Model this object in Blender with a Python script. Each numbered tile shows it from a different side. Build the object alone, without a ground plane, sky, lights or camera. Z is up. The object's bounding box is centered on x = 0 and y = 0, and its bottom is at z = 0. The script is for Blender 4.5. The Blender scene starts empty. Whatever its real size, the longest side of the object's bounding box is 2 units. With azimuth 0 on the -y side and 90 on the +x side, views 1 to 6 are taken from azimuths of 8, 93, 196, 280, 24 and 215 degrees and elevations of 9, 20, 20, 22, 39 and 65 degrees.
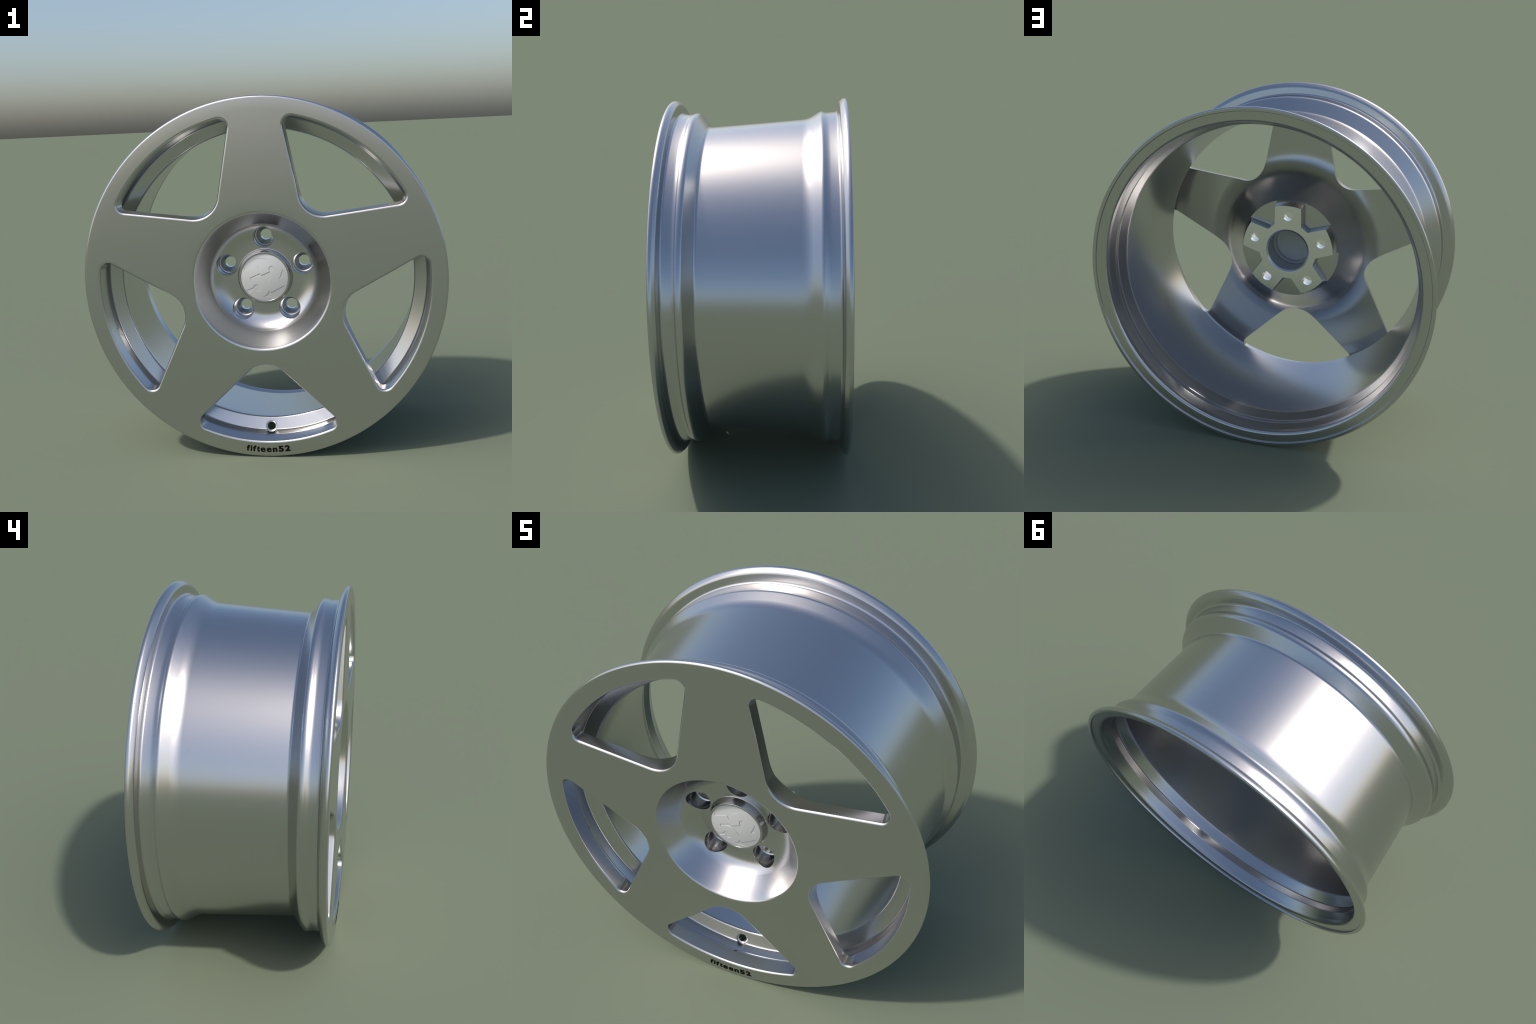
"""Five-spoke alloy car wheel standing upright: one revolved casting (front lip,
barrel, rear lip, spokes, dished hub) cut by windows, lug holes, pockets and a valve
hole, then separated into parts; plus centre cap, valve seat and lettering.

Everything is modelled around the wheel centre, axis along y, front towards -y.
"""
import bpy, bmesh, math
import numpy as np
from mathutils import Vector, Matrix

SEGMENTS = 360                 # steps of every revolved ring (72 per spoke sector)
CENTRE = Vector((0, 0, 1))
FACE = -0.48                   # plane of the front face
SIN, COS = math.sin, math.cos


# ------------------------------------------------------------------ materials
def metal(name, colour, roughness, metallic=1.0, grain=0.0, grain_scale=60, specular=0.5):
    m = bpy.data.materials.new(name)
    m.use_nodes = True
    nt = m.node_tree
    b = nt.nodes["Principled BSDF"]
    b.inputs["Specular IOR Level"].default_value = specular
    b.inputs["Base Color"].default_value = (*colour, 1)
    b.inputs["Metallic"].default_value = metallic
    b.inputs["Roughness"].default_value = roughness
    if grain:
        tc = nt.nodes.new("ShaderNodeTexCoord")
        n = nt.nodes.new("ShaderNodeTexNoise")
        n.inputs["Scale"].default_value = grain_scale
        n.inputs["Detail"].default_value = 3
        r = nt.nodes.new("ShaderNodeMapRange")
        r.inputs["To Min"].default_value = roughness - grain
        r.inputs["To Max"].default_value = roughness + grain
        nt.links.new(tc.outputs["Object"], n.inputs["Vector"])
        nt.links.new(n.outputs["Fac"], r.inputs["Value"])
        nt.links.new(r.outputs["Result"], b.inputs["Roughness"])
    return m


PAINT = metal("silver_paint", (0.56, 0.555, 0.555), 0.24, grain=0.006)
MACHINED = metal("machined_metal", (0.90, 0.90, 0.90), 0.24)
CAP = metal("satin_grey_cap", (0.55, 0.55, 0.55), 0.42, metallic=0.2)
INK = metal("black_ink", (0.006, 0.006, 0.005), 0.9, metallic=0.0, specular=0.0)


# ------------------------------------------------------------------ geometry helpers
def rounded(path, closed=True, step=math.radians(9)):
    """Polyline of (a, b, fillet radius) -> list of (a, b) with the corners rounded."""
    n = len(path)
    pts = [Vector(p[:2]) for p in path]
    reach, halves = [], []                      # length each fillet takes off its two sides
    for i in range(n):
        u, v = pts[i - 1] - pts[i], pts[(i + 1) % n] - pts[i]
        half = math.acos(max(-1, min(1, u.dot(v) / (u.length * v.length)))) / 2
        ends = not closed and i in (0, n - 1)
        reach.append(0 if ends else path[i][2] / math.tan(max(half, 1e-3)))
        halves.append(half)
    fit = [min(1, (pts[(i + 1) % n] - pts[i]).length * 0.999 / max(1e-9, reach[i] + reach[(i + 1) % n])) for i in range(n)]
    out = []
    for i, p in enumerate(pts):
        t, half = reach[i] * min(fit[i - 1], fit[i]), halves[i]
        turn = math.pi - 2 * half
        if t <= 1e-6 or turn < 1e-3:
            out.append(p)
            continue
        u, v = (pts[i - 1] - p).normalized(), (pts[(i + 1) % n] - p).normalized()
        rad = t * math.tan(half)
        c = p + (u + v).normalized() * (rad / SIN(half))
        s, e = p + u * t - c, p + v * t - c
        k = max(2, math.ceil(turn / step))
        sgn = 1 if s.x * e.y - s.y * e.x > 0 else -1
        for j in range(k + 1):
            w = sgn * turn * j / k
            out.append(c + Vector((s.x * COS(w) - s.y * SIN(w), s.x * SIN(w) + s.y * COS(w))))
    clean = []
    for p in out:
        if not clean or (p - clean[-1]).length > 2e-5:
            clean.append(p)
    return [(p.x, p.y) for p in clean]


def polar(y, r, angle):
    """Angle 0 is straight up, +90 degrees towards +x."""
    return Vector((r * SIN(angle), y, r * COS(angle)))


def loft(bm, rings, closed_tube=False, caps=False):
    """Skin equal-length rings of points into quads."""
    vs = [[bm.verts.new(p) for p in ring] for ring in rings]
    n = len(vs[0])
    pairs = list(zip(vs, vs[1:])) + ([(vs[-1], vs[0])] if closed_tube else [])
    for a, b in pairs:
        for i in range(n):
            bm.faces.new((a[i], a[(i + 1) % n], b[(i + 1) % n], b[i]))
    if caps:
        bm.faces.new(vs[0])
        bm.faces.new(list(reversed(vs[-1])))
    return vs


def to_mesh(bm, name, fix=True):
    if fix:
        bmesh.ops.recalc_face_normals(bm, faces=bm.faces[:])
    me = bpy.data.meshes.new(name)
    bm.to_mesh(me)
    bm.free()
    return me


def revolve(profile, name, segments=SEGMENTS):
    """Closed (y, r) profile spun about the axis; a point at r = 0 becomes a pole."""
    bm = bmesh.new()
    rows = []
    for y, r in profile:
        if r < 1e-6:
            rows.append([bm.verts.new((0, y, 0))])
        else:
            rows.append([bm.verts.new(polar(y, r, 2 * math.pi * i / segments)) for i in range(segments)])
    for a, b in zip(rows, rows[1:] + rows[:1]):
        if len(a) == 1 and len(b) == 1:
            continue
        for i in range(segments):
            j = (i + 1) % segments
            f = [a[i % len(a)], a[j % len(a)], b[j % len(b)], b[i % len(b)]]
            bm.faces.new(list(dict.fromkeys(f)))
    return to_mesh(bm, name)


def spot(name, mesh, material, parent, location=CENTRE):
    ob = bpy.data.objects.new(name, mesh)
    bpy.context.scene.collection.objects.link(ob)
    ob.location = location
    ob.parent = parent
    if material and not mesh.materials:
        mesh.materials.append(material)
    return ob


def soft_normals(me, limit=32):
    """Per-corner normals, weighted towards the larger faces, split where faces meet at more than `limit`."""
    nf = len(me.polygons)
    fn = np.empty(nf * 3); me.polygons.foreach_get("normal", fn); fn = fn.reshape(-1, 3)
    fa = np.empty(nf); me.polygons.foreach_get("area", fa)
    fa **= 0.25                                          # small fillet facets still bend the edge normals a little
    start = np.empty(nf, int); me.polygons.foreach_get("loop_start", start)
    total = np.empty(nf, int); me.polygons.foreach_get("loop_total", total)
    lv = np.empty(len(me.loops), int); me.loops.foreach_get("vertex_index", lv)
    lf = np.repeat(np.arange(nf), total)
    order = np.argsort(lv, kind="stable")
    cuts = np.searchsorted(lv[order], np.arange(len(me.vertices) + 1))
    res = np.empty((len(lv), 3))
    c = COS(math.radians(limit))
    for v in range(len(me.vertices)):
        ls = order[cuts[v]:cuts[v + 1]]
        if not len(ls):
            continue
        n = fn[lf[ls]]
        near = (n @ n.T) > c
        res[ls] = near @ (n * fa[lf[ls]][:, None])
    mid = np.array([(p.center.x ** 2 + p.center.z ** 2) ** 0.5 for p in me.polygons])
    flat = (np.abs(fn[:, 1]) > 0.9995) & (mid > 0.44) & (mid < 0.93)
    res[flat[lf]] = fn[lf[flat[lf]]]                     # spoke faces stay flat right up to the window edges
    res /= np.linalg.norm(res, axis=1)[:, None]
    return res


def set_normals(me, normals):
    me.polygons.foreach_set("use_smooth", [True] * len(me.polygons))
    me.normals_split_custom_set([tuple(n) for n in normals])


def boolean(mesh, cutter, operation="DIFFERENCE"):
    a = bpy.data.objects.new("work", mesh)
    b = bpy.data.objects.new("cutter", cutter)
    for o in (a, b):
        bpy.context.scene.collection.objects.link(o)
    m = a.modifiers.new("cut", "BOOLEAN")
    m.operation, m.solver, m.object = operation, "EXACT", b
    m.use_self = False
    dg = bpy.context.evaluated_depsgraph_get()
    out = bpy.data.meshes.new_from_object(a.evaluated_get(dg))
    for o in (a, b):
        bpy.data.objects.remove(o)
    return out


# ------------------------------------------------------------------ the casting
# cross-section (y, r, fillet), clockwise from the cap seat over the front face,
# lip, bead seats, barrel, rear lip, barrel inside, spoke back, hub, mounting pad, bore
HUB_EDGE, SPOKE_EDGE = 0.445, 0.930
SECTION = [
    (-0.342, 0.1335, 0), (-0.3490, 0.1335, 0.0015), (-0.3490, 0.1430, 0.003),      # cap collar
    (-0.3050, 0.1545, 0.006),                                                     # floor of the dish
    (-0.3050, 0.2700, 0.120), (-0.4000, 0.3360, 0.900), (-0.4800, 0.3790, 0.018),  # dish wall
    (FACE, HUB_EDGE, 0), (FACE, SPOKE_EDGE, 0),                                    # front face
    (FACE, 1.0000, 0.013), (-0.4600, 1.0000, 0.020), (-0.4370, 0.9790, 0.030),                               # front lip
    (-0.4300, 0.9275, 0.015), (-0.3720, 0.9210, 0.060),                            # bead seat
    (-0.3540, 0.9305, 0.040), (-0.3325, 0.9300, 0.022),                            # safety hump
    (-0.2755, 0.8500, 0.018), (0.2700, 0.8880, 0.120),                             # drop and barrel
    (0.3420, 0.9322, 0.022), (0.3700, 0.9215, 0.060),
    (0.4300, 0.9275, 0.015), (0.4370, 0.9800, 0.030), (0.4610, 1.0000, 0.020),
    (0.4800, 1.0000, 0.008), (0.4800, 0.9775, 0.002), (0.4700, 0.9755, 0.002),     # rear lip and its step
    (0.4650, 0.9210, 0.020), (0.4350, 0.9115, 0.030),
    (0.3920, 0.8930, 0.003), (0.3880, 0.8950, 0.003),
    (0.3420, 0.9065, 0.025), (0.2780, 0.8765, 0.060),
    (-0.2640, 0.8280, 0.010), (-0.3040, 0.8250, 0.013),                            # inner drop
    (-0.3360, 0.8955, 0.012), (-0.3880, 0.8990, 0.010),                            # ledge
    (-0.4200, 0.8900, 0.025), (-0.4200, 0.4960, 0.200),                            # spoke back
    (-0.2130, 0.3030, 0.100), (-0.1680, 0.2900, 0.002),                            # hub
    (-0.1680, 0.1390, 0.002), (-0.1765, 0.1270, 0.002), (-0.3180, 0.1385, 0), (-0.3420, 0.1385, 0),
]
casting = revolve(rounded(SECTION), "casting")


# --- windows: wedge outline (apex fillet, straight sides, rounded corners, outer arc)
APEX, HALF, R_APEX, R_CORNER = 0.398, math.radians(46.8), 0.150, 0.058


def window_outline(inset, r_out):
    """Outline in (along, across) of the window axis, pulled in by `inset`."""
    a0 = APEX + inset / SIN(HALF)
    ra, rc = R_APEX - inset, max(0.02, R_CORNER - inset)
    d = Vector((COS(HALF), SIN(HALF)))
    nrm = Vector((SIN(HALF), -COS(HALF)))                # towards the inside
    tip = Vector((a0, 0))
    ca = tip + Vector((ra / SIN(HALF), 0))               # centre of the apex fillet
    # corner fillet centre: rc from the side line and rc inside the outer arc
    base = tip + nrm * rc
    k = base.dot(d)
    s = -k + math.sqrt(max(0.0, k * k - base.length_squared + (r_out - rc) ** 2))
    cc = base + d * s
    pts = []
    for i in range(13):                                  # half of the apex arc, centre to side
        w = math.pi - (math.pi / 2 - HALF) * i / 12
        pts.append(ca + Vector((COS(w), SIN(w))) * ra)
    p0, p1 = pts[-1], cc - nrm * rc
    for i in range(1, 12):
        pts.append(p0.lerp(p1, i / 12))
    w0 = math.atan2(-nrm.y, -nrm.x)
    w1 = math.atan2(cc.y, cc.x)
    for i in range(13):
        w = w0 + (w1 - w0) * i / 12
        pts.append(cc + Vector((COS(w), SIN(w))) * rc)
    for i in range(1, 25):
        w = w1 * (1 - i / 24)
        pts.append(Vector((COS(w), SIN(w))) * r_out)
    mirror = [Vector((p.x, -p.y)) for p in reversed(pts[1:-1])]
    return pts + mirror


def window_levels():
    """(y, inset of the sides, radius of the outer wall) from front to back."""
    rnd = 0.014
    rows = [(FACE - 0.02, 0.0, 0.921), (FACE - 0.0002, 0.0, 0.921)]
    for i in range(1, 9):                                # quarter-round front edge
        w = math.radians(81) * i / 8
        rows.append((FACE + rnd * (1 - COS(w)), rnd * SIN(w), 0.921 - rnd * SIN(w)))
    rows += [(-0.404, 0.0232, 0.8975), (-0.385, 0.0255, 0.8950),
             (-0.352, 0.0285, 0.8925), (-0.340, 0.0300, 0.8500), (-0.290, 0.0330, 0.7950), (-0.200, 0.0400, 0.7500)]
    return rows


cut = bmesh.new()
for k in range(5):
    ang = math.radians(36 + 72 * k)
    rings = []
    for y, inset, r_out in window_levels():
        rings.append([polar(y, p.length, ang + math.atan2(p.y, p.x)) for p in window_outline(inset, r_out)])
    loft(cut, rings, caps=True)

# --- lug holes: pocket, seat step, cone, bolt hole
LUG = rounded([(-0.400, 0.0640, 0), (-0.3075, 0.0615, 0.004), (-0.3000, 0.0590, 0.004), (-0.2420, 0.0570, 0),
               (-0.2385, 0.0510, 0.001), (-0.2350, 0.0495, 0.001), (-0.1970, 0.0310, 0.001), (-0.150, 0.0295, 0)], closed=False)
for k in range(5):
    ang = math.radians(72 * k)
    c = polar(0, 0.2245, ang)
    loft(cut, [[c + polar(y, r, 2 * math.pi * i / 64) for i in range(64)] for y, r in LUG], caps=True)

# --- weight-saving pockets in the mounting pad, between the bolt holes
for k in range(5):
    ang = math.radians(36 + 72 * k)
    rings = []
    for y, grow in ((-0.2250, -0.0085), (-0.2210, -0.0065), (-0.1720, 0.0), (-0.120, 0.004)):
        inner, hw = 0.181 - grow, 0.026 + grow * 0.6
        slope = 0.755
        out_r = 0.40
        pts = rounded([(inner, -hw, 0.006), (inner, hw, 0.006), (out_r, hw + slope * (out_r - 0.181), 0), (out_r, -hw - slope * (out_r - 0.181), 0)], step=math.radians(15))
        rings.append([polar(y, math.hypot(a, b), ang + math.atan2(b, a)) for a, b in pts])
    loft(cut, rings, caps=True)

# --- valve hole through the outer drop, at the bottom, tilted up towards the front
TILT = math.radians(19)
VALVE = Vector((0, -0.3243, -0.8754))
valve_axis = Vector((0, -COS(TILT), SIN(TILT)))
valve_frame = Matrix((Vector((1, 0, 0)), Vector((0, SIN(TILT), COS(TILT))), valve_axis)).transposed()


def valve_ring(d, r, n=48):
    return [VALVE + valve_frame @ Vector((r * COS(2 * math.pi * i / n), r * SIN(2 * math.pi * i / n), d)) for i in range(n)]


loft(cut, [valve_ring(-0.09, 0.028), valve_ring(-0.004, 0.028), valve_ring(-0.0035, 0.0332), valve_ring(0.040, 0.0345)], caps=True)
body = boolean(casting, to_mesh(cut, "cutters"))
normals = soft_normals(body)


# ------------------------------------------------------------------ separate the casting into parts
def part_of(c, n):
    r = math.hypot(c.x, c.z)
    y = c.y
    b = math.degrees(math.atan2(c.x, c.z))
    from_window = (b - 36 + 36) % 72 - 36                # angle from the nearest window axis
    if r < HUB_EDGE or y > -0.395 and r < 0.6:
        flat_pad = y > -0.1705 and n.y > 0.5 and r > 0.135
        in_bolt = 0.19 < r < 0.26 and y > -0.207 and abs((b + 36) % 72 - 36) < 9 and abs(n.y) < 0.5
        return "mounting_pad" if flat_pad or in_bolt else "hub"
    if r > SPOKE_EDGE or y > -0.395:
        return "rim"
    if y < -0.40 and r > 0.893 and abs(from_window) < 25 and n.y > -0.999:
        return "rim"
    return "spoke"


def take(faces, name):
    """New mesh from some faces of the casting, keeping its normals."""
    verts, index, polys, nrm = [], {}, [], []
    for fi in faces:
        p = body.polygons[fi]
        poly = []
        for li in p.loop_indices:
            v = body.loops[li].vertex_index
            if v not in index:
                index[v] = len(verts)
                verts.append(body.vertices[v].co[:])
            poly.append(index[v])
            nrm.append(normals[li])
        polys.append(poly)
    me = bpy.data.meshes.new(name)
    me.from_pydata(verts, [], polys)
    set_normals(me, nrm)
    return me


groups = {}
for p in body.polygons:
    kind = part_of(p.center, p.normal)
    if kind == "spoke":
        b = math.degrees(math.atan2(p.center.x, p.center.z))
        if abs(b) > 36:
            continue                                     # one sector; the others are copies
    groups.setdefault(kind, []).append(p.index)

wheel = bpy.data.objects.new("alloy_wheel", None)
bpy.context.scene.collection.objects.link(wheel)
wheel["label"] = "silver five-spoke alloy car wheel with dished hub"
wheel["category"] = "car wheel"

rim = spot("rim", take(groups["rim"], "rim"), PAINT, wheel)
hub = spot("hub", take(groups["hub"], "hub"), PAINT, wheel)
pad = spot("mounting_pad", take(groups["mounting_pad"], "mounting_pad"), MACHINED, hub, (0, 0, 0))
spoke_mesh = take(groups["spoke"], "spoke")
spoke = spot("spoke", spoke_mesh, PAINT, wheel)
for k in range(1, 5):
    s = spoke.copy()
    s.rotation_euler = (0, math.radians(72 * k), 0)
    bpy.context.scene.collection.objects.link(s)

# valve seat: a short bush around the valve hole
bm = bmesh.new()
bush = rounded([(-0.0010, 0.0320, 0.001), (-0.034, 0.0330, 0), (-0.034, 0.0240, 0), (-0.0055, 0.0225, 0.001), (-0.0020, 0.0295, 0.001)])
loft(bm, [valve_ring(d, r) for d, r in bush], closed_tube=True)
me = to_mesh(bm, "valve_seat")
set_normals(me, soft_normals(me))
spot("valve_seat", me, PAINT, rim, (0, 0, 0))

# ------------------------------------------------------------------ centre cap with its sunken-field emblem
DOME_R, DOME_EDGE, DOME_TOP = 0.1322, -0.3470, -0.3665


def dome(r, sink=0.0):
    return DOME_TOP + sink + (DOME_EDGE - DOME_TOP) * (r / DOME_R) ** 2


EMBLEM_DEPTH = 0.0015
top = [(dome(DOME_R * i / 12, EMBLEM_DEPTH + 0.0015 * (1 - (i / 12) ** 2)), DOME_R * i / 12) for i in range(13)]
back = rounded([(-0.3435, DOME_R, 0.001), (-0.3415, 0.1380, 0.001), (-0.3185, 0.1380, 0.001), (-0.3180, 0.1215, 0.002),
                (-0.3450, 0.1200, 0.003), (-0.3540, 0.0600, 0.1), (-0.3585, 0.0, 0)], closed=False)
me = revolve(top + back, "center_cap", 120)
set_normals(me, soft_normals(me))
cap = spot("center_cap", me, CAP, wheel)


def spline(points, steps=8):
    """Smooth open curve through the points (Catmull-Rom)."""
    P = [Vector(p) for p in points]
    P = [P[0] * 2 - P[1]] + P + [P[-1] * 2 - P[-2]]
    out = []
    for i in range(1, len(P) - 2):
        a, b, c, d = P[i - 1:i + 3]
        for j in range(steps):
            t = j / steps
            out.append(0.5 * (2 * b + (c - a) * t + (2 * a - 5 * b + 4 * c - d) * t * t + (3 * b - a - 3 * c + d) * t ** 3))
    return out + [P[-2]]


# the sunken fields between the strokes, on a disc of radius 100 (x right, z up)
FLAG = [(-83, 53), (-83, 29)] + [(-28, 54)] + spline([(-28, 54), (-25, 46), (-20, 38)], 4)[1:] + \
    spline([(-19, 45), (-17, 52), (-6, 66), (16, 80)], 5) + [(-57, 79)]
HOOK = [(-60, 1), (-17, 21), (-14, 11.5), (24, 27)] + spline([(24, 27), (21, 35), (23, 45), (31, 50), (39, 47), (42, 39)], 4)[1:] + \
    spline([(42, 39), (36, 20), (27, -4), (18, -27)], 4)[1:] + spline([(17, -24), (5, -8), (-8, 3), (-25, 7), (-42, 2), (-58, -9)], 4)
SLIVER = [(80, 36), (63, -6), (82, 3)]
KEY = [(-80, -51), (-49, -41)] + spline([(-49, -41), (-44, -31), (-34, -27), (-25, -32), (-18, -45), (-18, -54), (-26, -60), (-35, -57), (-42, -48)], 4)[1:] + [(-71, -67)]
FOOT = spline([(18, -53), (15, -62), (5, -74), (-9, -82)], 5) + [(55, -82), (84, -52), (84, -34), (24, -64)]

bm = bmesh.new()
for field in (FLAG, HOOK, SLIVER, KEY, FOOT):
    pts = []
    for p in field:
        v = Vector(p[:2]) if not isinstance(p, Vector) else p
        if v.length > 94:                                # fields that reach the edge run out over it
            v = v * (106 / v.length)
        v = v * (DOME_R / 100)
        if not pts or (v - pts[-1]).length > 1e-4:
            pts.append(v)
    loft(bm, [[Vector((p.x, y, p.y)) for p in pts] for y in (-0.40, -0.33)], caps=True)
fields = to_mesh(bm, "emblem_fields")
rim_round = [(dome(DOME_R - 0.0006), DOME_R - 0.0006), (dome(DOME_R) + 0.0006, DOME_R)]
plate = [(dome((DOME_R - 0.0006) * i / 16), (DOME_R - 0.0006) * i / 16) for i in range(16)] + rim_round
plate += [(dome(DOME_R * i / 16, EMBLEM_DEPTH + 0.0023 - 0.0015 * (i / 16) ** 2), DOME_R * i / 16) for i in range(16, -1, -1)]
me = boolean(revolve(plate, "emblem", 144), fields)
tmp = bpy.data.objects.new("work", me)                   # chamfer the edges of the strokes
bpy.context.scene.collection.objects.link(tmp)
bev = tmp.modifiers.new("chamfer", "BEVEL")
bev.width, bev.segments, bev.limit_method, bev.angle_limit = 0.0009, 1, "ANGLE", math.radians(55)
me = bpy.data.meshes.new_from_object(tmp.evaluated_get(bpy.context.evaluated_depsgraph_get()))
bpy.data.objects.remove(tmp)
set_normals(me, soft_normals(me, 30))
me.materials.clear()
spot("emblem", me, CAP, cap, (0, 0, 0))

# ------------------------------------------------------------------ lettering on the lower front lip
# (letter, middle of the letter in degrees from the bottom, width, height, drop below the baseline)
WORD = [("f", -7.02, 0.0185, 0.0345), ("i", -5.98, 0.0100, 0.0335), ("f", -4.88, 0.0185, 0.0345), ("t", -3.60, 0.0170, 0.0330),
        ("e", -2.02, 0.0285, 0.0262), ("e", 0.02, 0.0285, 0.0262), ("n", 2.02, 0.0265, 0.0252), ("5", 4.12, 0.0300, 0.0350), ("2", 6.30, 0.0310, 0.0355)]
BASE_R = 0.9722
for ch, deg, width, height in WORD:
    cu = bpy.data.curves.new("letter", "FONT")
    cu.body = ch
    cu.offset = 0.029 if ch in "ei" else 0.050
    cu.extrude = 0.02
    cu.resolution_u = 6
    tmp = bpy.data.objects.new("letter", cu)
    bpy.context.scene.collection.objects.link(tmp)
    me = bpy.data.meshes.new_from_object(tmp.evaluated_get(bpy.context.evaluated_depsgraph_get()))
    bpy.data.objects.remove(tmp)
    co = np.empty(len(me.vertices) * 3)
    me.vertices.foreach_get("co", co)
    co = co.reshape(-1, 3)
    lo, hi = co.min(0), co.max(0)
    x = ((co[:, 0] - lo[0]) / (hi[0] - lo[0]) - 0.5) * width
    up = (co[:, 1] - lo[1]) / (hi[1] - lo[1]) * height
    if ch in "e5":
        up -= 0.0006
    depth = np.where(co[:, 2] > 0, FACE - 0.0008, FACE + 0.002)
    a = math.radians(180 - deg)                          # the bottom of the wheel
    mid = np.array([SIN(a), COS(a)]) * BASE_R
    right, inward = np.array([-COS(a), SIN(a)]), np.array([-SIN(a), -COS(a)])
    xz = mid + x[:, None] * right + up[:, None] * inward
    me.vertices.foreach_set("co", np.stack([xz[:, 0], depth, xz[:, 1]], 1).ravel())
    me.update()
    me.materials.clear()
    me.name = "letter"
    spot("letter", me, INK, rim, (0, 0, 0))

print("faces", {k: len(v) for k, v in groups.items()}, "total", sum(len(o.data.polygons) for o in bpy.data.objects if o.type == "MESH"))
